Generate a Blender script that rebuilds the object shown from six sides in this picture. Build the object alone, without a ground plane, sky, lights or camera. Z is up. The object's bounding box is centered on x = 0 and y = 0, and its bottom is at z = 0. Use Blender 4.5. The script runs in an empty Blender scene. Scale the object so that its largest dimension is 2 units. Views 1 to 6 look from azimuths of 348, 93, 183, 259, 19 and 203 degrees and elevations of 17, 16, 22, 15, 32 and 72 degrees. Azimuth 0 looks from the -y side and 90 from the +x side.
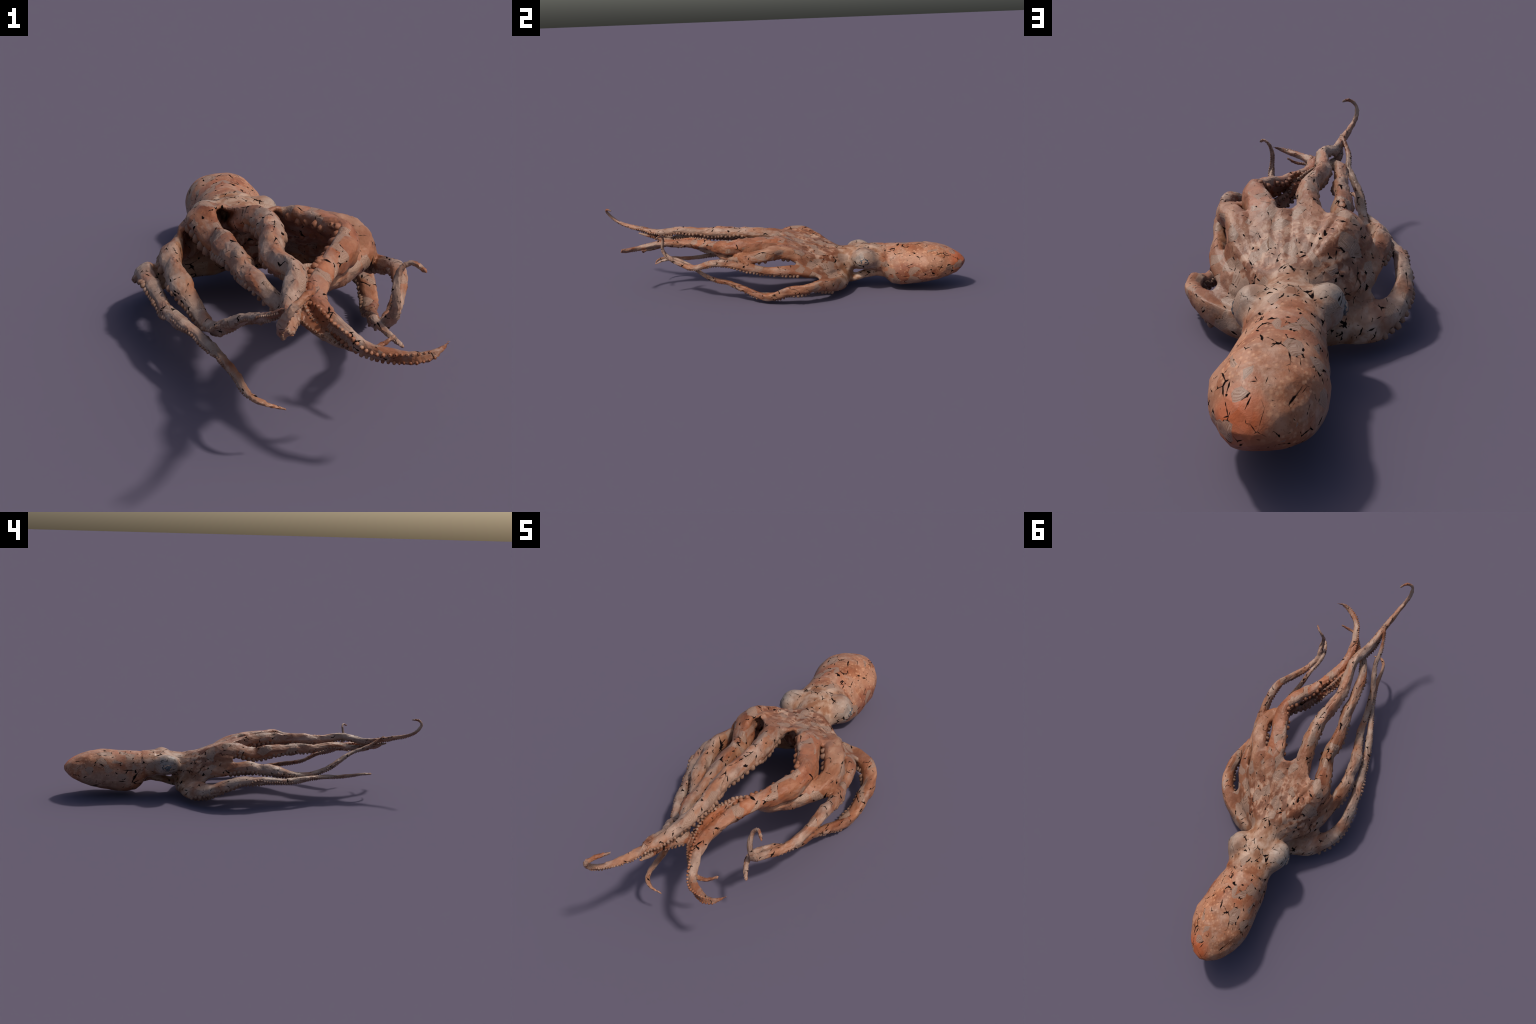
# Octopus lying stretched out: mantle and head at +y, eight arms trailing to -y.
# The soft body (mantle, head, funnel, web and the eight arms) is described as
# blended solids along hand-placed spines, polygonised into ONE surface,
# and then separated into named parts.  Suckers and eyes are added as pieces.
import bpy, math
import numpy as np

VOX = 0.003
BODY_TRIS = 62000
rng = np.random.default_rng(7)

# ----------------------------------------------------------------------------
# ARMS: spine control points (root -> tip), thickness profile
#   profile rows: (fraction of length, half width across, half height dorsal-ventral)
#   ventral rows: (fraction, direction in which the suckers point)
# ----------------------------------------------------------------------------
ARMS = [
 dict(hang=.18,  # right, lowest: wide loop touching the ground
  spine=[(0.045, 0.335, 0.090), (0.101, 0.333, 0.071), (0.156, 0.319, 0.067), (0.207, 0.291, 0.075), (0.251, 0.254, 0.088), (0.284, 0.209, 0.094), (0.306, 0.155, 0.088), (0.315, 0.098, 0.083), (0.311, 0.044, 0.077), (0.302, -0.005, 0.055), (0.286, -0.057, 0.040), (0.265, -0.111, 0.045), (0.245, -0.165, 0.064), (0.228, -0.219, 0.083), (0.211, -0.276, 0.098), (0.194, -0.333, 0.108), (0.174, -0.386, 0.123), (0.156, -0.429, 0.146), (0.146, -0.461, 0.166), (0.136, -0.489, 0.179), (0.123, -0.516, 0.191), (0.112, -0.545, 0.201), (0.106, -0.576, 0.207), (0.108, -0.608, 0.206), (0.116, -0.638, 0.199), (0.128, -0.666, 0.189)],
  prof=[(0, .036, .036), (.1, .032, .042), (.17, .028, .038), (.25, .024, .031), (.4, .021, .027), (.5, .018, .020), (.62, .013, .0145), (.75, .0105, .0105), (.9, .008, .008), (1, .0035, .0035)],
  ventral=[(0, (-.35, 0, -1)), (.25, (-.7, 0, -.8)), (.5, (-.6, .2, -.8)), (1, (-.5, .2, -.8))]),
 dict(hang=.18,  # right, second from below, tip curled upwards
  spine=[(0.050, 0.320, 0.140), (0.099, 0.286, 0.143), (0.143, 0.247, 0.142), (0.178, 0.201, 0.141), (0.209, 0.151, 0.146), (0.234, 0.104, 0.159), (0.244, 0.052, 0.168), (0.248, -0.006, 0.169), (0.255, -0.064, 0.175), (0.259, -0.122, 0.186), (0.260, -0.180, 0.199), (0.262, -0.237, 0.213), (0.261, -0.295, 0.223), (0.249, -0.349, 0.219), (0.226, -0.398, 0.200), (0.196, -0.444, 0.181), (0.165, -0.493, 0.178), (0.140, -0.537, 0.188), (0.126, -0.570, 0.201), (0.125, -0.597, 0.217), (0.127, -0.620, 0.239), (0.127, -0.630, 0.269), (0.127, -0.627, 0.301), (0.134, -0.621, 0.331), (0.154, -0.632, 0.347), (0.171, -0.656, 0.336)],
  prof=[(0, .030, .030), (.15, .028, .028), (.35, .022, .024), (.5, .019, .021), (.62, .0155, .016), (.75, .013, .013), (.88, .009, .009), (1, .003, .003)],
  ventral=[(0, (-.3, 0, -1)), (.5, (-.25, 0, -1)), (.75, (-.3, .3, -.9)), (.85, (.2, .9, -.3)), (1, (.3, .9, 0))]),
 dict(hang=.18,  # right, third: bends across below its neighbour
  spine=[(0.035, 0.320, 0.170), (0.083, 0.275, 0.177), (0.119, 0.222, 0.184), (0.148, 0.166, 0.194), (0.175, 0.117, 0.218), (0.187, 0.067, 0.246), (0.200, 0.009, 0.259), (0.224, -0.050, 0.258), (0.236, -0.112, 0.249), (0.223, -0.172, 0.234), (0.186, -0.221, 0.216), (0.136, -0.260, 0.205), (0.089, -0.305, 0.208), (0.052, -0.346, 0.227), (0.020, -0.379, 0.253), (-0.009, -0.426, 0.267), (-0.033, -0.489, 0.268), (-0.049, -0.546, 0.264), (-0.056, -0.588, 0.258), (-0.054, -0.623, 0.249), (-0.046, -0.656, 0.240), (-0.033, -0.688, 0.233), (-0.015, -0.719, 0.229), (0.009, -0.745, 0.228), (0.043, -0.751, 0.231), (0.075, -0.749, 0.248)],
  prof=[(0, .034, .034), (.15, .036, .032), (.3, .036, .032), (.42, .034, .028), (.52, .026, .022), (.65, .018, .016), (.78, .015, .013), (.9, .0095, .0085), (1, .0025, .0025)],
  ventral=[(0, (-.6, 0, -1)), (.35, (-.8, -.1, -.8)), (.5, (-.6, .6, -.5)), (.62, (-.6, .3, .7)), (.85, (-.6, .2, .6)), (1, (-.5, .3, .6))]),
 dict(hang=.20,  # upper right: broad reddish arm with long curved end
  spine=[(0.020, 0.320, 0.180), (0.045, 0.262, 0.194), (0.068, 0.205, 0.210), (0.087, 0.147, 0.227), (0.103, 0.088, 0.249), (0.115, 0.027, 0.269), (0.127, -0.034, 0.285), (0.143, -0.092, 0.289), (0.161, -0.150, 0.283), (0.167, -0.210, 0.278), (0.150, -0.269, 0.276), (0.116, -0.322, 0.271), (0.076, -0.373, 0.266), (0.041, -0.427, 0.264), (0.013, -0.485, 0.262), (-0.009, -0.546, 0.260), (-0.020, -0.609, 0.260), (-0.017, -0.665, 0.260), (-0.008, -0.706, 0.256), (-0.000, -0.739, 0.250), (0.010, -0.772, 0.247), (0.027, -0.802, 0.246), (0.052, -0.826, 0.247), (0.081, -0.845, 0.249), (0.113, -0.852, 0.258), (0.141, -0.839, 0.272)],
  prof=[(0, .034, .032), (.2, .044, .031), (.35, .045, .030), (.48, .034, .030), (.6, .023, .026), (.72, .018, .022), (.85, .014, .015), (.95, .0105, .0105), (1, .003, .003)],
  ventral=[(0, (-.3, 0, -1)), (.25, (-.7, 0, -.7)), (.45, (-.95, .1, -.35)), (.6, (-.85, .3, -.2)), (.8, (-1, 0, -.15)), (1, (-.4, -.8, -.1))]),
 dict(hang=.06,  # upper middle: longest arm
  spine=[(0.000, 0.320, 0.180), (-0.019, 0.256, 0.203), (-0.031, 0.192, 0.236), (-0.033, 0.125, 0.253), (-0.030, 0.056, 0.273), (-0.026, -0.011, 0.292), (-0.018, -0.077, 0.306), (-0.016, -0.141, 0.311), (-0.026, -0.207, 0.312), (-0.040, -0.274, 0.314), (-0.056, -0.341, 0.312), (-0.064, -0.408, 0.310), (-0.061, -0.477, 0.315), (-0.058, -0.544, 0.324), (-0.073, -0.607, 0.319), (-0.099, -0.667, 0.306), (-0.118, -0.732, 0.309), (-0.133, -0.792, 0.320), (-0.145, -0.835, 0.328), (-0.157, -0.871, 0.337), (-0.169, -0.905, 0.346), (-0.181, -0.938, 0.360), (-0.190, -0.968, 0.383), (-0.183, -0.990, 0.412), (-0.155, -0.982, 0.431), (-0.130, -0.953, 0.430)],
  prof=[(0, .034, .032), (.18, .040, .032), (.32, .031, .032), (.45, .026, .030), (.57, .022, .024), (.68, .019, .020), (.78, .014, .014), (.88, .0090, .0090), (.96, .0058, .0058), (1, .003, .003)],
  ventral=[(0, (0, 0, -1)), (.6, (.1, 0, -1)), (.75, (.3, 0, -.9)), (1, (.6, 0, -.5))]),
 dict(hang=.14,  # upper left: deep arm, end tangled with the longest one
  spine=[(-0.020, 0.320, 0.170), (-0.053, 0.274, 0.197), (-0.083, 0.230, 0.228), (-0.108, 0.182, 0.254), (-0.133, 0.135, 0.274), (-0.146, 0.089, 0.279), (-0.140, 0.044, 0.273), (-0.132, -0.005, 0.255), (-0.122, -0.057, 0.251), (-0.119, -0.113, 0.261), (-0.125, -0.171, 0.267), (-0.125, -0.230, 0.274), (-0.122, -0.288, 0.278), (-0.123, -0.344, 0.276), (-0.123, -0.398, 0.277), (-0.122, -0.454, 0.285), (-0.119, -0.512, 0.287), (-0.109, -0.562, 0.280), (-0.096, -0.597, 0.271), (-0.081, -0.623, 0.264), (-0.095, -0.651, 0.265), (-0.109, -0.679, 0.270), (-0.118, -0.709, 0.277), (-0.123, -0.740, 0.283), (-0.128, -0.771, 0.290), (-0.132, -0.802, 0.296)],
  prof=[(0, .034, .034), (.2, .038, .040), (.36, .030, .039), (.5, .026, .033), (.65, .022, .022), (.8, .018, .018), (.92, .012, .012), (1, .004, .004)],
  ventral=[(0, (-.1, 0, -1)), (.5, (-.15, 0, -1)), (1, (-.2, 0, -1))]),
 dict(hang=.08,  # left, second from below; thin end climbs to the longest arm
  spine=[(-0.030, 0.330, 0.150), (-0.084, 0.304, 0.157), (-0.131, 0.269, 0.160), (-0.166, 0.221, 0.166), (-0.192, 0.167, 0.173), (-0.213, 0.112, 0.183), (-0.230, 0.057, 0.197), (-0.241, 0.002, 0.203), (-0.243, -0.055, 0.192), (-0.241, -0.115, 0.186), (-0.233, -0.172, 0.172), (-0.219, -0.225, 0.154), (-0.209, -0.281, 0.143), (-0.205, -0.341, 0.145), (-0.201, -0.400, 0.158), (-0.195, -0.456, 0.179), (-0.185, -0.508, 0.207), (-0.170, -0.552, 0.232), (-0.158, -0.586, 0.248), (-0.151, -0.616, 0.258), (-0.152, -0.647, 0.268), (-0.153, -0.676, 0.281), (-0.149, -0.705, 0.294), (-0.143, -0.733, 0.309), (-0.136, -0.761, 0.324), (-0.126, -0.789, 0.335)],
  prof=[(0, .032, .032), (.15, .030, .035), (.35, .026, .034), (.48, .022, .028), (.58, .016, .016), (.7, .0135, .0135), (.85, .010, .010), (.96, .008, .008), (1, .004, .004)],
  ventral=[(0, (-.2, 0, -1)), (.5, (-.45, 0, -.9)), (1, (-.5, 0, -.8))]),
 dict(  # left, lowest: sweeps round from below the head
  spine=[(-0.020, 0.345, 0.100), (-0.077, 0.351, 0.074), (-0.135, 0.337, 0.068), (-0.190, 0.314, 0.064), (-0.237, 0.275, 0.068), (-0.272, 0.229, 0.082), (-0.296, 0.177, 0.105), (-0.304, 0.122, 0.123), (-0.304, 0.061, 0.142), (-0.302, -0.002, 0.144), (-0.296, -0.066, 0.144), (-0.288, -0.129, 0.137), (-0.281, -0.190, 0.129), (-0.268, -0.252, 0.130), (-0.251, -0.313, 0.134), (-0.233, -0.372, 0.135), (-0.218, -0.431, 0.132), (-0.204, -0.485, 0.128), (-0.196, -0.525, 0.126), (-0.191, -0.559, 0.126), (-0.189, -0.593, 0.128), (-0.188, -0.627, 0.131), (-0.187, -0.661, 0.133), (-0.178, -0.694, 0.131), (-0.155, -0.717, 0.124), (-0.123, -0.720, 0.113)],
  prof=[(0, .036, .038), (.06, .032, .050), (.16, .028, .047), (.28, .024, .034), (.42, .020, .025), (.55, .016, .017), (.7, .013, .013), (.82, .010, .010), (.94, .0065, .0065), (1, .003, .003)],
  ventral=[(0, (-.2, .3, -1)), (.3, (-.5, .1, -.85)), (.6, (-.6, 0, -.7)), (1, (-.6, 0, -.6))]),
]

# MANTLE and HEAD: sections along y: (y, centre x, half width, top z, bottom z)
MANTLE = [(0.500, 0.020, 0.093, 0.238, 0.108), (0.545, 0.020, 0.097, 0.239, 0.098), (0.575, 0.018, 0.105, 0.239, 0.055),
          (0.605, 0.023, 0.114, 0.240, 0.028), (0.660, 0.028, 0.121, 0.243, 0.022), (0.720, 0.032, 0.127, 0.246, 0.027),
          (0.790, 0.037, 0.136, 0.247, 0.041), (0.850, 0.039, 0.128, 0.240, 0.055), (0.900, 0.041, 0.109, 0.226, 0.071),
          (0.945, 0.048, 0.079, 0.203, 0.090), (0.975, 0.049, 0.051, 0.182, 0.110), (0.998, 0.052, 0.013, 0.158, 0.138)]
HEAD = [(.270, .004, .060, .225, .100), (.320, .006, .066, .227, .105), (.36, .010, .074, .233, .110),
        (.42, .010, .098, .240, .108), (.46, .012, .104, .242, .106), (.50, .015, .098, .238, .107), (.56, .018, .092, .236, .110)]
EYES = [((.110, .450, .184), (.043, .058, .050)), ((-.087, .430, .186), (.046, .062, .050))]
FUNNEL = [((.030, .575, .092), .036), ((.034, .52, .092), .025), ((.035, .455, .076), .022), ((.035, .395, .056), .019), ((.03, .36, .06), .024)]
# WEB between neighbouring arms: (arm, arm, length along each, sag of the free edge, bulge)
WEB = [(4, 3, .41, .42, .24, .010), (3, 2, .46, .46, .25, .004), (2, 1, .40, .40, .30, .0), (1, 0, .30, .34, .30, .0),
       (7, 6, .34, .30, .32, .0), (6, 5, .37, .41, .22, .026), (5, 4, .38, .38, .24, .012), (0, 7, .20, .20, .35, .0)]

# ----------------------------------------------------------------------------
# small maths helpers
# ----------------------------------------------------------------------------
def catmull(pts, n):
    p = np.asarray(pts, float)
    p = np.vstack([2*p[0]-p[1], p, 2*p[-1]-p[-2]])
    m = len(p)-3
    t = np.linspace(0, m-1e-6, n); i = t.astype(int); f = (t-i)[:, None]
    a, b, c, d = p[i], p[i+1], p[i+2], p[i+3]
    return .5*((2*b)+(-a+c)*f+(2*a-5*b+4*c-d)*f**2+(-a+3*b-3*c+d)*f**3)

def table(rows, t):
    r = [np.atleast_1d(np.array(x[1:] if len(x) > 2 else x[1], float)).ravel() for x in rows]
    x = [q[0] for q in rows]
    r = np.array(r)
    # monotone-ish smooth interpolation
    t = np.asarray(t, float)
    return np.stack([np.interp(t, x, r[:, k]) for k in range(r.shape[1])], -1)

def unit(v):
    return v/np.maximum(np.linalg.norm(v, axis=-1, keepdims=True), 1e-9)

class Arm:
    def __init__(s, d, n=150):
        ph = rng.uniform(0, 6.28, 6)
        q = catmull(d['spine'], 1200)
        L = np.r_[0, np.cumsum(np.linalg.norm(np.diff(q, axis=0), axis=1))]
        g = np.linspace(0, L[-1], n)
        s.length = L[-1]
        s.p = np.stack([np.interp(g, L, q[:, k]) for k in range(3)], 1)
        s.t = g/L[-1]
        s.T = unit(np.gradient(s.p, axis=0))
        v = table(d['ventral'], s.t)
        s.V = unit(v-(v*s.T).sum(1, keepdims=True)*s.T)
        s.S = np.cross(s.T, s.V)
        x = s.t*s.length                     # ribbons twist a little along their length
        tw = (.30*np.sin(x*24+ph[0])+.18*np.sin(x*53+ph[1]))*np.clip((s.t-.15)/.2, 0, 1)
        s.V, s.S = s.V*np.cos(tw)[:, None]+s.S*np.sin(tw)[:, None], s.S*np.cos(tw)[:, None]-s.V*np.sin(tw)[:, None]
        pr = table(d['prof'], s.t)
        k = np.array([1, 2, 3, 2, 1.])/9
        for c in range(2):
            pr[2:-2, c] = np.convolve(pr[:, c], k, 'valid')
        s.w = pr[:, 0]*(1+.04*np.sin(x*38+ph[2])+.03*np.sin(x*87+ph[3]))
        s.h = pr[:, 1]*(1+.04*np.sin(x*33+ph[4])+.03*np.sin(x*79+ph[5]))
        # the spine marks the back; the flesh hangs a little towards the suckers
        s.p = s.p+s.V*(s.h*d.get('hang', 0)*np.clip((s.t-.06)/.15, 0, 1))[:, None]

arms = [Arm(a) for a in ARMS]

# ----------------------------------------------------------------------------
# blended-solid field on a grid
# ----------------------------------------------------------------------------
LO = np.array([-.40, -1.03, -.02]); HI = np.array([.40, 1.03, .47])
NX, NY, NZ = [int(v) for v in np.ceil((HI-LO)/VOX)]
gx = (LO[0]+VOX*np.arange(NX)).astype(np.float32)
gy = (LO[1]+VOX*np.arange(NY)).astype(np.float32)
gz = (LO[2]+VOX*np.arange(NZ)).astype(np.float32)
FAR = np.float32(.06)
field = np.full((NX, NY, NZ), FAR, np.float32)

def box(lo, hi):
    a = np.clip(np.floor((np.asarray(lo)-LO)/VOX).astype(int), 0, [NX, NY, NZ])
    b = np.clip(np.ceil((np.asarray(hi)-LO)/VOX).astype(int)+1, 0, [NX, NY, NZ])
    return tuple(slice(i, j) for i, j in zip(a, b))

def coords(sl):
    return gx[sl[0]][:, None, None], gy[sl[1]][None, :, None], gz[sl[2]][None, None, :]

def blend(sl, d, k):
    """polynomial smooth minimum of d into the field"""
    f = field[sl]
    h = np.maximum(k-np.abs(f-d), 0)/k
    field[sl] = np.minimum(f, d)-h*h*k*.25

def k_of_y(sl, lo=.004, hi=.030):
    y = gy[sl[1]]
    return (lo+(hi-lo)*np.clip((y-.02)/.22, 0, 1)**1.0).astype(np.float32)[None, :, None]

def tube_field(p, T, V, S, w, h, pad=.03):
    r = np.maximum(w, h).max()
    lo = p.min(0)-r-pad; hi = p.max(0)+r+pad
    sl = box(lo, hi)
    F = np.full([s.stop-s.start for s in sl], FAR, np.float32)
    off = [s.start for s in sl]
    for i in range(len(p)-1):
        rr = max(w[i], h[i], w[i+1], h[i+1])+pad
        s2 = box(np.minimum(p[i], p[i+1])-rr, np.maximum(p[i], p[i+1])+rr)
        X, Y, Z = coords(s2)
        e = p[i+1]-p[i]; l2 = e@e
        u = ((X-p[i][0])*e[0]+(Y-p[i][1])*e[1]+(Z-p[i][2])*e[2])/l2
        u = np.clip(u, 0, 1)
        dx = X-(p[i][0]+u*e[0]); dy = Y-(p[i][1]+u*e[1]); dz = Z-(p[i][2]+u*e[2])
        v, s_, t_ = V[i], S[i], T[i]
        a = dx*v[0]+dy*v[1]+dz*v[2]; b = dx*s_[0]+dy*s_[1]+dz*s_[2]; c = dx*t_[0]+dy*t_[1]+dz*t_[2]
        W = w[i]+u*(w[i+1]-w[i]); H = h[i]+u*(h[i+1]-h[i])
        # flatter, slightly broader belly side that carries the suckers
        Wl = W*(1.02+.20*np.clip(a/H, -1, 1))
        ab = (np.abs(a/(H*1.03))**1.65+np.abs(b/(Wl*1.06))**1.65)**(1/1.65)      # keeled, ridged section
        q = np.sqrt(ab**2+(c/np.minimum(W, H))**2)
        d = (q-1)*np.minimum(W, H)
        d = np.maximum(d, (a-H*(.86-.10*(1-np.minimum((b/Wl)**2, 1))))*.9)
        sub = tuple(slice(k.start-o, k.stop-o) for k, o in zip(s2, off))
        F[sub] = np.minimum(F[sub], d)
    return sl, F

def section_field(rows, power, pad=.04):
    r = np.array(rows)
    sl = box((r[:, 1]-r[:, 2]).min()*np.array([1, 0, 0])+np.array([-pad, r[0, 0]-pad, r[:, 4].min()-pad]),
             (r[:, 1]+r[:, 2]).max()*np.array([1, 0, 0])+np.array([pad, r[-1, 0]+pad, r[:, 3].max()+pad]))
    X, Y, Z = coords(sl)
    yy = gy[sl[1]]
    yc = np.clip(yy, r[0, 0], r[-1, 0])
    # smooth section parameters along the axis
    fine = np.linspace(r[0, 0], r[-1, 0], 400)
    cols = []
    for k in range(1, 5):
        v = np.interp(fine, r[:, 0], r[:, k])
        ker = np.hanning(17); ker /= ker.sum()
        vs = np.convolve(np.pad(v, 8, mode='reflect', reflect_type='odd'), ker, 'valid')
        cols.append(np.interp(yc, fine, vs).astype(np.float32)[None, :, None])
    cx, hw, zt, zb = cols
    hw = np.maximum(hw, .004)
    cz = zb+.44*(zt-zb)                      # widest a little below the middle
    ht = np.maximum(zt-cz, .004); hb = np.maximum(cz-zb, .004)
    up = Z > cz
    shoulder = np.interp(yy, [.5, .58, .72, .84], [2.05, 1.72, 1.78, 2.05]).astype(np.float32)[None, :, None]
    e = np.where(up & (X > cx), shoulder, np.where(up, np.float32(2.05), np.float32(power)))
    q = ((np.abs(X-cx)/hw)**e+(np.abs(Z-cz)/np.where(up, ht, hb))**e)**(1/e)
    d = (q-1)*np.minimum(hw, np.minimum(ht, hb))
    over = np.maximum(np.maximum(r[0, 0]-yy, yy-r[-1, 0]), 0).astype(np.float32)[None, :, None]
    return sl, np.maximum(d, 0)*0+np.where(over > 0, np.sqrt(np.maximum(d, 0)**2+over**2)+np.minimum(d, 0)*0, d).astype(np.float32)

def ellipsoid_field(c, r, pad=.03):
    c = np.array(c); r = np.array(r)
    sl = box(c-r-pad, c+r+pad)
    X, Y, Z = coords(sl)
    q = np.sqrt(((X-c[0])/r[0])**2+((Y-c[1])/r[1])**2+((Z-c[2])/r[2])**2)
    return sl, ((q-1)*r.min()).astype(np.float32)

# trunk
sl, d = section_field(HEAD, 2.2); blend(sl, d, np.float32(.02))
sl, d = section_field(MANTLE, 2.6)
X, Y, Z = coords(sl)                   # broad flattened facets, most at the blunt end
inside = np.argwhere(d < 0)
pts = np.stack([gx[sl[0]][inside[:, 0]], gy[sl[1]][inside[:, 1]], gz[sl[2]][inside[:, 2]]], 1)
for k in range(46):
    n = rng.normal(size=3); n[1] = abs(n[1])*(1.3 if k % 2 else .35); n /= np.linalg.norm(n)
    n = n.astype(np.float32)
    off = (pts@n).max()-rng.uniform(.0004, .0040)
    d = np.maximum(d, X*n[0]+Y*n[1]+Z*n[2]-np.float32(off))
blend(sl, d, np.float32(.016))
for c, r in EYES:
    sl, d = ellipsoid_field(c, r); blend(sl, d, np.float32(.03))
fp = catmull([f[0] for f in FUNNEL], 24); fr = np.interp(np.linspace(0, 1, 24), np.linspace(0, 1, len(FUNNEL)), [f[1] for f in FUNNEL])
fT = unit(np.gradient(fp, axis=0)); fV = unit(np.array([0, 0, -1.])-(fT@np.array([0, 0, -1.]))[:, None]*fT)
sl, d = tube_field(fp, fT, fV, np.cross(fT, fV), fr*1.15, fr); blend(sl, d, np.float32(.008))
# mouth mass where the arms meet
sl, d = ellipsoid_field((.012, .285, .155), (.095, .075, .068)); blend(sl, d, np.float32(.03))
sl, d = ellipsoid_field((.02, .335, .095), (.085, .055, .050)); blend(sl, d, np.float32(.03))
# arms
for a in arms:
    sl, d = tube_field(a.p, a.T, a.V, a.S, a.w, a.h)
    blend(sl, d, k_of_y(sl))
# web sheets, as thick membranes splatted along ruled surfaces between arms
web_pts = []
for i, j, li, lj, sag, bulge in WEB:
    A, B = arms[i], arms[j]
    up = .62 if (i, j) in ((4, 3), (5, 4), (3, 2)) else .25
    fa = np.linspace(.04, 1, 110)
    for u in np.linspace(0, 1, 70):
        cut = 1-sag*4*u*(1-u)
        pa = np.stack([np.interp(fa*li*cut/A.length, A.t, A.p[:, k]-A.V[:, k]*A.h*up) for k in range(3)], 1)
        pb = np.stack([np.interp(fa*lj*cut/B.length, B.t, B.p[:, k]-B.V[:, k]*B.h*up) for k in range(3)], 1)
        q = pa*(1-u)+pb*u
        axis = np.array([0, 0, .14])*np.ones_like(q); axis[:, 1] = q[:, 1]
        q = q+unit(q-axis)*((bulge+.0035*np.sin(u*19+fa*5))*4*u*(1-u))[:, None]
        web_pts.append(q)
web_pts = np.concatenate(web_pts)
TH = .0062
slw = box(web_pts.min(0)-.035, web_pts.max(0)+.035); shp = [q.stop-q.start for q in slw]
wi = np.round((web_pts-LO)/VOX).astype(int)-np.array([q.start for q in slw])
D2 = np.full(shp, 1e4, np.float32)
D2[wi[:, 0], wi[:, 1], wi[:, 2]] = 0
R = 10
for ax in range(3):                    # separable distance transform
    src = D2.copy()
    for k in range(1, R+1):
        a = [slice(None)]*3; b = [slice(None)]*3
        a[ax] = slice(k, None); b[ax] = slice(0, -k)
        D2[tuple(a)] = np.minimum(D2[tuple(a)], src[tuple(b)]+k*k)
        D2[tuple(b)] = np.minimum(D2[tuple(b)], src[tuple(a)]+k*k)
Wg = np.minimum(np.sqrt(D2)*VOX, FAR)
for ax in range(3):                    # soften the voxel steps
    m = Wg.copy(); a = [slice(None)]*3; b = [slice(None)]*3; c = [slice(None)]*3
    a[ax] = slice(0, -2); b[ax] = slice(1, -1); c[ax] = slice(2, None)
    m[tuple(b)] = .25*Wg[tuple(a)]+.5*Wg[tuple(b)]+.25*Wg[tuple(c)]
    Wg = m
blend(slw, (Wg-np.float32(TH)).astype(np.float32), np.float32(.020))

# fleshy unevenness
def waves(n, freq, amp):
    sl = box(LO, HI); X, Y, Z = coords(sl)
    out = np.zeros(field.shape, np.float32)
    for _ in range(n):
        k = rng.normal(size=3); k = k/np.linalg.norm(k)*freq*rng.uniform(.7, 1.4)
        ph = rng.uniform(0, 6.28)
        cx, sx = np.cos(k[0]*X+ph), np.sin(k[0]*X+ph)
        cy, sy = np.cos(k[1]*Y), np.sin(k[1]*Y)
        cz, sz = np.cos(k[2]*Z), np.sin(k[2]*Z)
        out += (sx*cy+cx*sy)*cz+(cx*cy-sx*sy)*sz
    return out*np.float32(amp/math.sqrt(n))
field += waves(5, 50, .0014)+waves(6, 120, .0005)

# ----------------------------------------------------------------------------
# polygonise (surface nets)
# ----------------------------------------------------------------------------
def surface_nets(f):
    s = f < 0
    c = s[:-1, :-1, :-1].astype(np.int8)
    for dx in (0, 1):
        for dy in (0, 1):
            for dz in (0, 1):
                if dx+dy+dz:
                    c += s[dx:NX-1+dx, dy:NY-1+dy, dz:NZ-1+dz]
    act = np.argwhere((c > 0) & (c < 8))
    ids = np.full(c.shape, -1, np.int32)
    ids[act[:, 0], act[:, 1], act[:, 2]] = np.arange(len(act))
    pos = np.zeros((len(act), 3)); cnt = np.zeros(len(act))
    corners = [(a, b, d) for a in (0, 1) for b in (0, 1) for d in (0, 1)]
    val = {q: f[act[:, 0]+q[0], act[:, 1]+q[1], act[:, 2]+q[2]] for q in corners}
    for q in corners:
        for ax in range(3):
            if q[ax] == 0:
                q2 = list(q); q2[ax] = 1; q2 = tuple(q2)
                a, b = val[q], val[q2]
                m = (a < 0) != (b < 0)
                t = np.where(m, a/np.where(m, a-b, 1), 0)
                e = np.array(q, float)+0*t[:, None]; e[:, ax] = t
                pos[m] += e[m]; cnt[m] += 1
    verts = (act+pos/cnt[:, None])*VOX+LO
    faces = []
    for ax in range(3):
        a = [slice(None)]*3; b = [slice(None)]*3
        a[ax] = slice(0, -1); b[ax] = slice(1, None)
        sa, sb = s[tuple(a)], s[tuple(b)]
        e = np.argwhere(sa != sb)
        flip = sa[e[:, 0], e[:, 1], e[:, 2]]
        u, v = (ax+1) % 3, (ax+2) % 3
        quad = []
        for du, dv in ((-1, -1), (0, -1), (0, 0), (-1, 0)):
            g = e.copy(); g[:, u] += du; g[:, v] += dv
            ok = (g >= 0).all(1) & (g[:, 0] < NX-1) & (g[:, 1] < NY-1) & (g[:, 2] < NZ-1)
            g = np.clip(g, 0, [NX-2, NY-2, NZ-2])
            quad.append(np.where(ok, ids[g[:, 0], g[:, 1], g[:, 2]], -1))
        quad = np.stack(quad, 1)
        quad[~flip] = quad[~flip][:, ::-1]
        faces.append(quad[(quad >= 0).all(1)])
    return verts, np.concatenate(faces)

V, Fq = surface_nets(field)
del field

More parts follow.
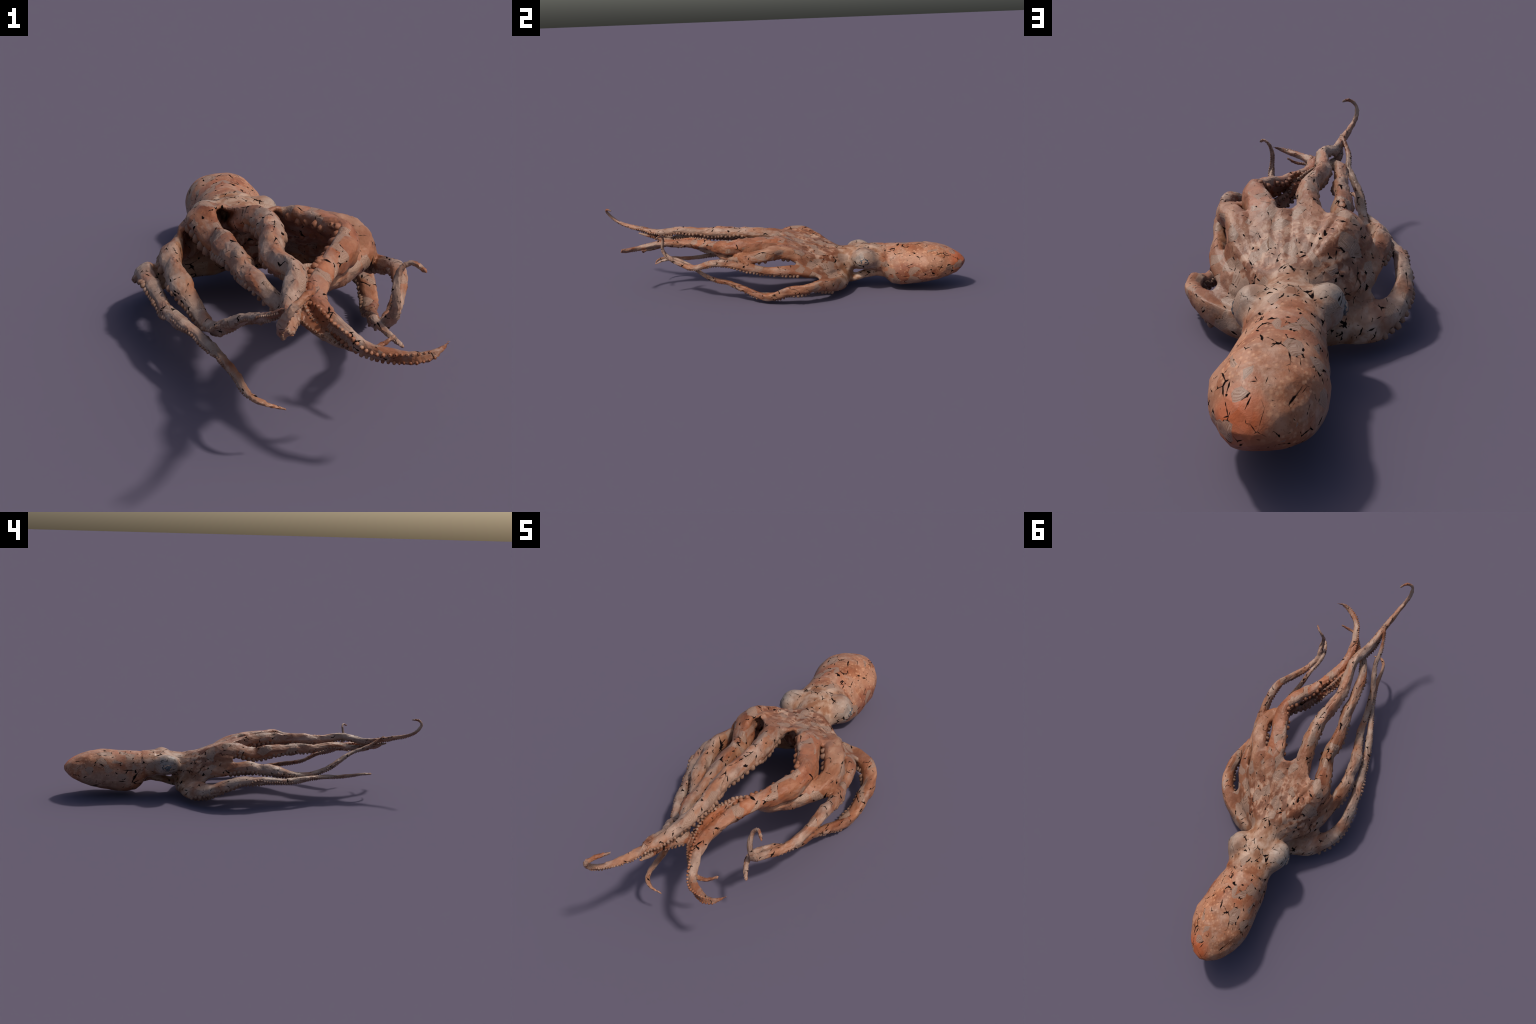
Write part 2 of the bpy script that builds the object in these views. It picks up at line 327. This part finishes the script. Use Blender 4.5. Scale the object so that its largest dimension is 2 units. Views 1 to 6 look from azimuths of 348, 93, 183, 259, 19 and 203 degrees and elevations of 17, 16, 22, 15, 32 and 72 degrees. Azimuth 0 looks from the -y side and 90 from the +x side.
def raw_mesh(name, v, f):
    m = bpy.data.meshes.new(name)
    m.vertices.add(len(v)); m.vertices.foreach_set('co', np.asarray(v, np.float32).ravel())
    k = f.shape[1]
    m.loops.add(f.size); m.loops.foreach_set('vertex_index', f.ravel().astype(np.int32))
    m.polygons.add(len(f)); m.polygons.foreach_set('loop_start', (np.arange(len(f))*k).astype(np.int32))
    m.update(calc_edges=True)
    return m

tmp = bpy.data.objects.new('work_body', raw_mesh('work_body', V, Fq))
bpy.context.scene.collection.objects.link(tmp)
dec = tmp.modifiers.new('Decimate', 'DECIMATE'); dec.ratio = min(1, BODY_TRIS/(2*len(Fq)))
dg = bpy.context.evaluated_depsgraph_get()
me = bpy.data.meshes.new_from_object(tmp.evaluated_get(dg))
bpy.data.objects.remove(tmp)
nv = len(me.vertices); bv = np.empty(nv*3, np.float32); me.vertices.foreach_get('co', bv); bv = bv.reshape(-1, 3)
me.calc_loop_triangles()
tri = np.empty(len(me.loop_triangles)*3, np.int32); me.loop_triangles.foreach_get('vertices', tri); tri = tri.reshape(-1, 3)
# drop specks: keep the largest connected piece
par = np.arange(nv)
for _ in range(200):
    mn = par[tri].min(1); new = par.copy()
    for k in range(3):
        np.minimum.at(new, tri[:, k], mn)
    new = new[new]
    if (new == par).all():
        break
    par = new
main = np.bincount(par[tri[:, 0]]).argmax()
tri = tri[par[tri[:, 0]] == main]
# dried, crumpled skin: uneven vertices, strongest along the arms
lift = np.interp(bv[:, 1], [-.5, .0, .3, .6], [.0010, .0007, .0003, .0002]).astype(np.float32)
bv += rng.normal(size=bv.shape).astype(np.float32)*lift[:, None]*.8
# smooth + partly faceted normals of the WHOLE body, kept by the parts
e1 = bv[tri[:, 1]]-bv[tri[:, 0]]; e2 = bv[tri[:, 2]]-bv[tri[:, 0]]
fn_raw = np.cross(e1, e2); fn = unit(fn_raw)
vn = np.zeros_like(bv)
for k in range(3):
    np.add.at(vn, tri[:, k], fn_raw)
vn = unit(vn)
FACET = .45
corner_n = unit(vn[tri]*(1-FACET)+fn[:, None, :]*FACET)

# ----------------------------------------------------------------------------
# part labels per face
# ----------------------------------------------------------------------------
fc = bv[tri].mean(1)
best = np.full(len(fc), 9.); lab = np.zeros(len(fc), int)
for i, a in enumerate(arms):
    dd = np.full(len(fc), 9.)
    for j in range(0, len(a.p), 2):
        d = np.linalg.norm(fc-a.p[j], axis=1)/max(a.w[j], a.h[j])
        dd = np.minimum(dd, d)
    m = dd < best
    best[m] = dd[m]; lab[m] = i
part = lab.copy()                      # 0..7 arms
WEBP, HEADP, MANT, FUN = 8, 9, 10, 11
webtip = np.array([min(.30, .24)]*8)
part[(best > 1.22) & (fc[:, 1] < .33)] = WEBP
ra = np.zeros(len(fc))
for i, a in enumerate(arms):           # hood: everything close to the arm roots
    m = lab == i
    d = np.linalg.norm(fc[m][:, None, :]-a.p[None, :26], axis=2)
    ra[m] = d.min(1)
    rootzone = m & (fc[:, 1] > a.p[14][1]-.02) & (np.linalg.norm(fc-a.p[0], axis=1) < .14)
    part[rootzone] = WEBP
headm = (fc[:, 1] > .335) & (fc[:, 2] > .098) & (np.abs(fc[:, 0]-.01) < .17)
part[headm] = HEADP
part[(fc[:, 1] > .30) & (fc[:, 2] > .17) & (np.abs(fc[:, 0]) < .1)] = HEADP
part[fc[:, 1] > .535] = MANT
part[(fc[:, 1] > .38) & (fc[:, 1] < .575) & (fc[:, 2] < .098) & (np.abs(fc[:, 0]-.035) < .045)] = FUN

# ----------------------------------------------------------------------------
# MATERIALS
# ----------------------------------------------------------------------------
class Nodes:
    def __init__(s, name):
        s.m = bpy.data.materials.new(name); s.m.use_nodes = True
        s.t = s.m.node_tree; s.t.nodes.clear()
        s.out = s.t.nodes.new('ShaderNodeOutputMaterial')
        s.bsdf = s.t.nodes.new('ShaderNodeBsdfPrincipled')
        s.t.links.new(s.bsdf.outputs[0], s.out.inputs[0])
        s.co = s.t.nodes.new('ShaderNodeTexCoord').outputs['Object']
    def link(s, a, b):
        if isinstance(a, (int, float)):
            b.default_value = a
        elif isinstance(a, tuple):
            b.default_value = a if len(a) == 4 or b.type == 'VECTOR' else a+(1,)
        else:
            s.t.links.new(a, b)
    def mapping(s, scale=(1, 1, 1), loc=(0, 0, 0), rot=(0, 0, 0), src=None):
        n = s.t.nodes.new('ShaderNodeMapping')
        s.link(src if src is not None else s.co, n.inputs[0])
        n.inputs['Location'].default_value = loc; n.inputs['Rotation'].default_value = rot; n.inputs['Scale'].default_value = scale
        return n.outputs[0]
    def noise(s, scale, detail=3, rough=.5, src=None, dist=0):
        n = s.t.nodes.new('ShaderNodeTexNoise'); s.link(src if src is not None else s.co, n.inputs['Vector'])
        n.inputs['Scale'].default_value = scale; n.inputs['Detail'].default_value = detail
        n.inputs['Roughness'].default_value = rough; n.inputs['Distortion'].default_value = dist
        return n.outputs[0]
    def voronoi(s, scale, src=None, metric='EUCLIDEAN', feature='F1', rnd=1.0):
        n = s.t.nodes.new('ShaderNodeTexVoronoi'); n.distance = metric; n.feature = feature
        s.link(src if src is not None else s.co, n.inputs['Vector']); n.inputs['Scale'].default_value = scale
        n.inputs['Randomness'].default_value = rnd
        return n.outputs
    def ramp(s, fac, *stops, mode='LINEAR'):
        n = s.t.nodes.new('ShaderNodeValToRGB'); n.color_ramp.interpolation = mode
        e = n.color_ramp.elements
        while len(e) < len(stops):
            e.new(.5)
        for k, (p, c) in zip(e, stops):
            k.position = p; k.color = (c, c, c, 1) if isinstance(c, (int, float)) else c+(1,)
        s.link(fac, n.inputs[0]); return n.outputs[0]
    def mix(s, fac, a, b, mode='MIX'):
        n = s.t.nodes.new('ShaderNodeMix'); n.data_type = 'RGBA'; n.blend_type = mode
        s.link(fac, n.inputs[0]); s.link(a, n.inputs[6]); s.link(b, n.inputs[7]); return n.outputs[2]
    def math(s, op, a, b=0.0, clamp=False):
        n = s.t.nodes.new('ShaderNodeMath'); n.operation = op; n.use_clamp = clamp
        s.link(a, n.inputs[0]); s.link(b, n.inputs[1]); return n.outputs[0]
    def sep(s, v):
        n = s.t.nodes.new('ShaderNodeSeparateXYZ'); s.link(v, n.inputs[0]); return n.outputs
    def ball(s, c, r, soft=.6):
        """mask: 1 inside an ellipsoid patch of skin, fading out"""
        v = s.mapping(scale=tuple(1/q for q in r), loc=tuple(-p/q for p, q in zip(c, r)))
        n = s.t.nodes.new('ShaderNodeVectorMath'); n.operation = 'LENGTH'; s.link(v, n.inputs[0])
        w = s.math('ADD', n.outputs['Value'], s.math('MULTIPLY', s.math('SUBTRACT', s.noise(28, 3), .5), .5))
        return s.ramp(w, (soft, 1.0), (1.0, 0.0))
    def bump(s, h, strength, dist):
        n = s.t.nodes.new('ShaderNodeBump'); n.inputs['Strength'].default_value = strength; n.inputs['Distance'].default_value = dist
        s.link(h, n.inputs['Height']); return n.outputs[0]

def tears(N, col):
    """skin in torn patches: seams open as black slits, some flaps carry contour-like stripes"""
    sep = N.sep
    hole = None
    for sc, st, sh, wmax, cut in ((8.5, (1, .62, 1), 2.3, .034, .53), (18, (1.1, .60, 1.1), 6.1, .095, .53), (34, (.9, .62, .9), 4.7, .13, .545)):
        vec = N.mapping(scale=st, loc=(sh, -sh*.7, sh*.4), rot=(.2, .1, .3))
        edge = N.voronoi(sc, src=vec, feature='DISTANCE_TO_EDGE')['Distance']
        cell = sep(N.voronoi(sc, src=vec)['Color'])
        if sc < 30:      # patches differ a little in tone
            col = N.mix(N.ramp(cell[2], (0.0, .22), (.45, 0.0)), col, (.16, .075, .042))
            col = N.mix(N.ramp(cell[2], (.6, 0.0), (1.0, .22)), col, (.37, .24, .175))
        if sc == 34:     # striped flaps
            on = N.ramp(cell[0], (.15, 1.0), (.151, 0.0), mode='CONSTANT')
            ring = N.math('FRACT', N.math('MULTIPLY', edge, 9.0))
            stripe = N.ramp(ring, (0.0, (.36, .245, .185)), (.3, (.16, .080, .048)), (.5, (.32, .21, .152)), (.75, (.19, .10, .066)), (1.0, (.36, .25, .19)))
            col = N.mix(N.math('MULTIPLY', on, .85), col, stripe)
        cluster = N.ramp(N.noise(6.0, 2, .5), (.38, .40), (.56, 1.0))
        w = N.math('MULTIPLY', cluster, N.ramp(N.noise(sc*1.5, 2, .6, src=vec), (cut, 0.0), (cut+.22, wmax)))
        k = N.math('MULTIPLY', N.math('SUBTRACT', w, edge), 55.0, clamp=True)
        col = N.mix(k, col, (.008, .005, .005))
        hole = k if hole is None else N.math('MAXIMUM', hole, k)
    return col, hole

def finish(N, col, rough=.5, bump=.22):
    hole = None
    if isinstance(col, tuple):
        col, hole = col
    N.link(col, N.bsdf.inputs['Base Color'])
    N.bsdf.inputs['Roughness'].default_value = rough
    N.bsdf.inputs['Specular IOR Level'].default_value = .28
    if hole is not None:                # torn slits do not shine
        N.link(N.math('MULTIPLY', N.math('SUBTRACT', 1.0, hole), .28), N.bsdf.inputs['Specular IOR Level'])
    h = N.math('ADD', N.noise(170, 4, .6), N.math('MULTIPLY', N.noise(50, 3), 1.3))
    N.link(N.bump(h, bump, .004), N.bsdf.inputs['Normal'])
    return N.m

def along(N, pts, r, soft=.45):
    """mask following a chain of places on the body"""
    out = None
    for p in pts:
        b = N.ball(p, (r, r*1.35, r), soft)
        out = b if out is None else N.math('MAXIMUM', out, b)
    return out

# one continuous skin for all body parts, on object coordinates
N = Nodes('octopus_skin')
long = N.mapping(scale=(1, .55, 1))
y = N.sep(N.co)[1]
yy = N.math('ADD', N.math('MULTIPLY', N.math('ADD', y, N.math('MULTIPLY', N.math('SUBTRACT', N.noise(12, 3), .5), .10)), .5), .5)
# arms: tan with rusty and pale greyish patches, paler towards the tips
an = N.noise(20, 5, .6, src=N.mapping(scale=(1, .35, 1)))
col = N.ramp(an, (.33, (.165, .055, .024)), (.45, (.265, .105, .052)), (.56, (.33, .155, .085)), (.70, (.42, .255, .170)))
pale = N.ramp(N.noise(24, 4, .6), (.33, (.25, .200, .170)), (.5, (.38, .315, .27)), (.68, (.54, .45, .385)))
far = N.math('MULTIPLY', N.ramp(yy, (.22, 1.0), (.58, 0.0)), .10)
col = N.mix(N.math('MULTIPLY', N.ramp(N.math('ADD', N.noise(17, 4, .6, src=N.mapping(scale=(1, .22, 1), loc=(.4, .1, .7))), far), (.555, 0.0), (.68, 1.0)), .75), col, pale)
low_left = along(N, [(-.17, .33, .05), (-.28, .22, .07), (-.30, .08, .12), (-.27, -.1, .14), (-.25, -.27, .13), (-.21, -.43, .14)], .085)
col = N.mix(N.math('MULTIPLY', low_left, N.ramp(N.noise(18, 4), (.3, .55), (.6, .95))), col, pale)
streak = N.ramp(N.noise(14, 3, .5, src=N.mapping(scale=(1, .4, 1), loc=(2, 1, 3))), (.42, .35), (.58, 1.0))
red = along(N, [(.13, -.03, .29), (.165, -.13, .29), (.165, -.23, .28), (.10, -.33, .27), (.03, -.42, .26), (-.01, -.52, .26), (-.03, -.62, .26)], .062)
rust = N.ramp(N.noise(16, 4, .6, src=long), (.34, (.22, .058, .020)), (.5, (.36, .115, .044)), (.68, (.41, .195, .11)))
col = N.mix(N.math('MULTIPLY', N.math('MULTIPLY', red, streak), .85), col, rust)
fr = N.ramp(N.voronoi(95)['Distance'], (.12, .5), (.28, 0.0))
col = N.mix(N.math('MULTIPLY', fr, .45), col, (.20, .085, .04))
# hood of web: strong pale mottling on brown
blot = N.noise(36, 3, .55, src=N.mapping(scale=(1.15, .66, 1)), dist=.3)
web = N.ramp(blot, (.41, (.165, .058, .026)), (.48, (.24, .096, .048)), (.535, (.36, .20, .128)), (.61, (.48, .335, .25)))
hood = N.ball((.0, .21, .20), (.24, .20, .19), .62)
col = N.mix(hood, col, web)
# head: pale tan mottling
hd = N.ramp(N.noise(26, 3, .55, src=N.mapping(scale=(1, .6, 1))), (.41, (.28, .135, .070)), (.51, (.40, .26, .178)), (.60, (.50, .385, .305)))
col = N.mix(N.ramp(yy, (.645, 0.0), (.675, 1.0)), col, hd)
# mantle: orange brown with small pale and dark spots
mn = N.ramp(N.noise(10, 5, .6), (.33, (.24, .082, .033)), (.5, (.39, .170, .086)), (.67, (.45, .245, .155)))
sp = N.voronoi(78, src=N.mapping(scale=(1, .8, 1)))['Distance']
mn = N.mix(N.math('MULTIPLY', N.ramp(sp, (.16, .9), (.42, 0.0)), .8), mn, (.60, .345, .205))
mn = N.mix(N.math('MULTIPLY', N.ramp(N.voronoi(150)['Distance'], (.18, .6), (.32, 0.0)), .6), mn, (.17, .065, .03))
pp = N.ramp(N.noise(8, 4, .6, src=N.mapping(loc=(1.3, .2, .8))), (.50, 0.0), (.62, .55))
mn = N.mix(pp, mn, N.ramp(N.noise(60, 3), (.40, (.30, .175, .115)), (.58, (.47, .345, .275))))
rr = N.ramp(N.noise(9, 3, .6, src=N.mapping(loc=(.1, 2.2, .5))), (.54, 0.0), (.66, .7))
mn = N.mix(rr, mn, (.33, .095, .032))
flank = N.ball((.155, .70, .105), (.10, .175, .068), .6)
mn = N.mix(N.math('MULTIPLY', flank, .92), mn, N.mix(N.ramp(sp, (.14, .8), (.38, 0.0)), (.22, .050, .014), (.52, .27, .14)))
mn = N.mix(N.math('MULTIPLY', N.ball((.09, .955, .165), (.08, .09, .075), .5), .95), mn, (.52, .135, .042))
mn = N.mix(N.math('MULTIPLY', N.ball((.06, .97, .11), (.10, .08, .06), .5), .6), mn, (.34, .14, .085))
mn = N.mix(N.math('MULTIPLY', N.ball((-.09, .78, .10), (.075, .19, .075), .45), .65), mn, N.ramp(N.noise(30, 4), (.4, (.25, .19, .155)), (.6, (.38, .30, .25))))
mn = N.mix(N.math('MULTIPLY', N.ball((.03, .60, .045), (.13, .06, .05), .5), .55), mn, (.42, .27, .19))
col = N.mix(N.ramp(yy, (.757, 0.0), (.777, 1.0)), col, mn)
for c, r in (((.118, .450, .18), (.062, .088, .070)), ((-.098, .428, .19), (.070, .085, .075))):
    eyeskin = N.ramp(N.noise(34, 4, .6), (.34, (.17, .175, .172)), (.52, (.29, .295, .285)), (.7, (.40, .39, .365)))
    col = N.mix(N.math('MULTIPLY', N.ball(c, r, .55), .92), col, eyeskin)
col = N.mix(1.0, col, (.84, .725, .665), 'MULTIPLY')
skin = finish(N, tears(N, col))
mat_web = mat_head = mat_mantle = skin
mat_arms = [skin]; ARM_MAT = [0]*8

N = Nodes('sucker_skin')
inf = N.t.nodes.new('ShaderNodeObjectInfo').outputs['Random']
c = N.ramp(N.noise(40, 3), (.35, (.15, .066, .038)), (.5, (.23, .122, .078)), (.68, (.32, .205, .150)))
mat_sucker = finish(N, N.mix(N.math('MULTIPLY', inf, .35), c, (.20, .12, .085)))
N = Nodes('sucker_skin_red')
c = N.ramp(N.noise(40, 3), (.35, (.18, .052, .020)), (.55, (.27, .108, .055)), (.72, (.33, .18, .115)))
mat_sucker_red = finish(N, c)
N = Nodes('eye_surface')
c = N.ramp(N.noise(2.2, 4, .65), (.38, (.020, .023, .028)), (.55, (.075, .085, .095)), (.66, (.20, .205, .20)))
fl = N.voronoi(2.6, metric='MANHATTAN')
c = N.mix(N.ramp(N.sep(fl['Color'])[0], (.32, 1.0), (.321, 0.0), mode='CONSTANT'), c, (.34, .22, .155))
mat_eye = finish(N, c, .3, .2)

# ----------------------------------------------------------------------------
# OBJECTS
# ----------------------------------------------------------------------------
root = bpy.data.objects.new('octopus', None)
bpy.context.scene.collection.objects.link(root)
root['label'] = 'brown mottled octopus stretched out with eight trailing arms'
root['category'] = 'octopus'

def attach(o, parent):
    bpy.context.scene.collection.objects.link(o); o.parent = parent

def body_part(name, mask, mat):
    f = tri[mask]
    used, inv = np.unique(f, return_inverse=True)
    f2 = inv.reshape(-1, 3)
    m = raw_mesh(name, bv[used], f2)
    m.polygons.foreach_set('use_smooth', np.ones(len(f2), bool))
    m.materials.append(mat)
    m.normals_split_custom_set(corner_n[mask].reshape(-1, 3).tolist())
    o = bpy.data.objects.new(name, m); attach(o, root)
    return o

body_part('mantle', part == MANT, mat_mantle)
head = body_part('head', part == HEADP, mat_head)
body_part('funnel', part == FUN, mat_head)
body_part('web', part == WEBP, mat_web)
arm_objs = [body_part('arm', part == i, mat_arms[ARM_MAT[i]]) for i in range(8)]

# eyes: low domes set into the eye bulges
def dome_mesh(name, seg=28, rings=14):
    v, f = [], []
    for r in range(rings+1):
        th = math.pi*r/rings
        for s_ in range(seg):
            ph = 2*math.pi*s_/seg
            v.append((math.sin(th)*math.cos(ph), math.sin(th)*math.sin(ph), math.cos(th)))
    for r in range(rings):
        for s_ in range(seg):
            f.append((r*seg+s_, (r+1)*seg+s_, (r+1)*seg+(s_+1) % seg, r*seg+(s_+1) % seg))
    v = np.array(v); v *= (1+.10*np.sin(v[:, :1]*7+v[:, 1:2]*5)*np.cos(v[:, 2:]*6+v[:, 1:2]*3))
    m = raw_mesh(name, v, np.array(f)); m.polygons.foreach_set('use_smooth', np.ones(len(f), bool))
    return m
eye_mesh = dome_mesh('eye'); eye_mesh.materials.append(mat_eye)
for c, s in (((.145, .452, .178), (.013, .027, .021)), ((-.125, .436, .180), (.013, .027, .021))):
    o = bpy.data.objects.new('eye', eye_mesh); o.location = c; o.scale = s
    attach(o, head)

# suckers: two rows of short truncated cones with a cup, shared mesh
def sucker_mesh(name, seg=7):
    prof = [(.9, -.7), (1.0, -.1), (.86, .35), (.60, .80), (.36, .78), (.25, .42), (0.02, .36)]
    v, f = [], []
    for r, z in prof:
        for k in range(seg):
            a = 2*math.pi*k/seg
            v.append((r*math.cos(a), r*math.sin(a), z))
    for i in range(len(prof)-1):
        for k in range(seg):
            f.append((i*seg+k, i*seg+(k+1) % seg, (i+1)*seg+(k+1) % seg, (i+1)*seg+k))
    return np.array(v), np.array(f)
sv, sf = sucker_mesh('sucker')
sk = []
for i, a in enumerate(arms):
    s = .16*a.length if i in (0, 7) else .24*a.length
    side = 1
    while s < a.length*.97:
        t = s/a.length
        g = lambda arr: np.stack([np.interp(t, a.t, arr[:, k]) for k in range(arr.shape[1])])
        p, T, Vn = g(a.p), unit(g(a.T)), unit(g(a.V)); S = np.cross(T, Vn)
        w = np.interp(t, a.t, a.w); h = np.interp(t, a.t, a.h)
        r = float(np.clip(.38*w, .0022, .0115))*rng.uniform(.85, 1.12)*(1-.12*min(max((t-.45)/.2, 0), 1))
        ang = side*.85+rng.normal(0, .16)
        n = unit(Vn*math.cos(ang)*h*1.0+S*math.sin(ang)*w)
        ct = p+Vn*h*.72+S*side*w*.74
        if rng.random() < .98:
            sk.append((r, i, ct, unit(n*.6+Vn*.6+T*rng.normal(0, .22)), T))
        side = -side
        s += max(.38*w*1.12, .0046)*rng.uniform(.85, 1.15)
sk.sort(key=lambda q: -q[0])
import mathutils
sucker_meshes = []
for mt in (mat_sucker, mat_sucker_red):
    m = raw_mesh('sucker', sv, sf); m.materials.append(mt)
    sucker_meshes.append(m)
rest = {0: ([], []), 1: ([], [])}
for n_, (r, i, ct, n, T) in enumerate(sk):
    x = unit(T-(T@n)*n); yv = np.cross(n, x)
    M = np.stack([x, yv, n], 1)
    sc = np.array([r, r*(.85+.3*abs(math.sin(n_*1.7))), r*(.95+.35*abs(math.sin(n_*2.3)))])
    red = 1 if i == 3 else 0
    if n_ < 300:
        o = bpy.data.objects.new('sucker', sucker_meshes[red])
        mw = np.eye(4); mw[:3, :3] = M*sc; mw[:3, 3] = ct
        attach(o, arm_objs[i])
        o.matrix_basis = mathutils.Matrix(mw.tolist())
    else:
        vv, ff = rest[red]
        ff.append(sf+len(vv)*len(sv)); vv.append((sv*sc)@M.T+ct)
for red, (vv, ff) in rest.items():
    if vv:
        m = raw_mesh('small_suckers', np.concatenate(vv), np.concatenate(ff))
        m.materials.append(mat_sucker_red if red else mat_sucker)
        o = bpy.data.objects.new('small_suckers', m); o['kind'] = 'stuff'
        attach(o, root)
print('suckers', len(sk), 'body tris', len(tri))
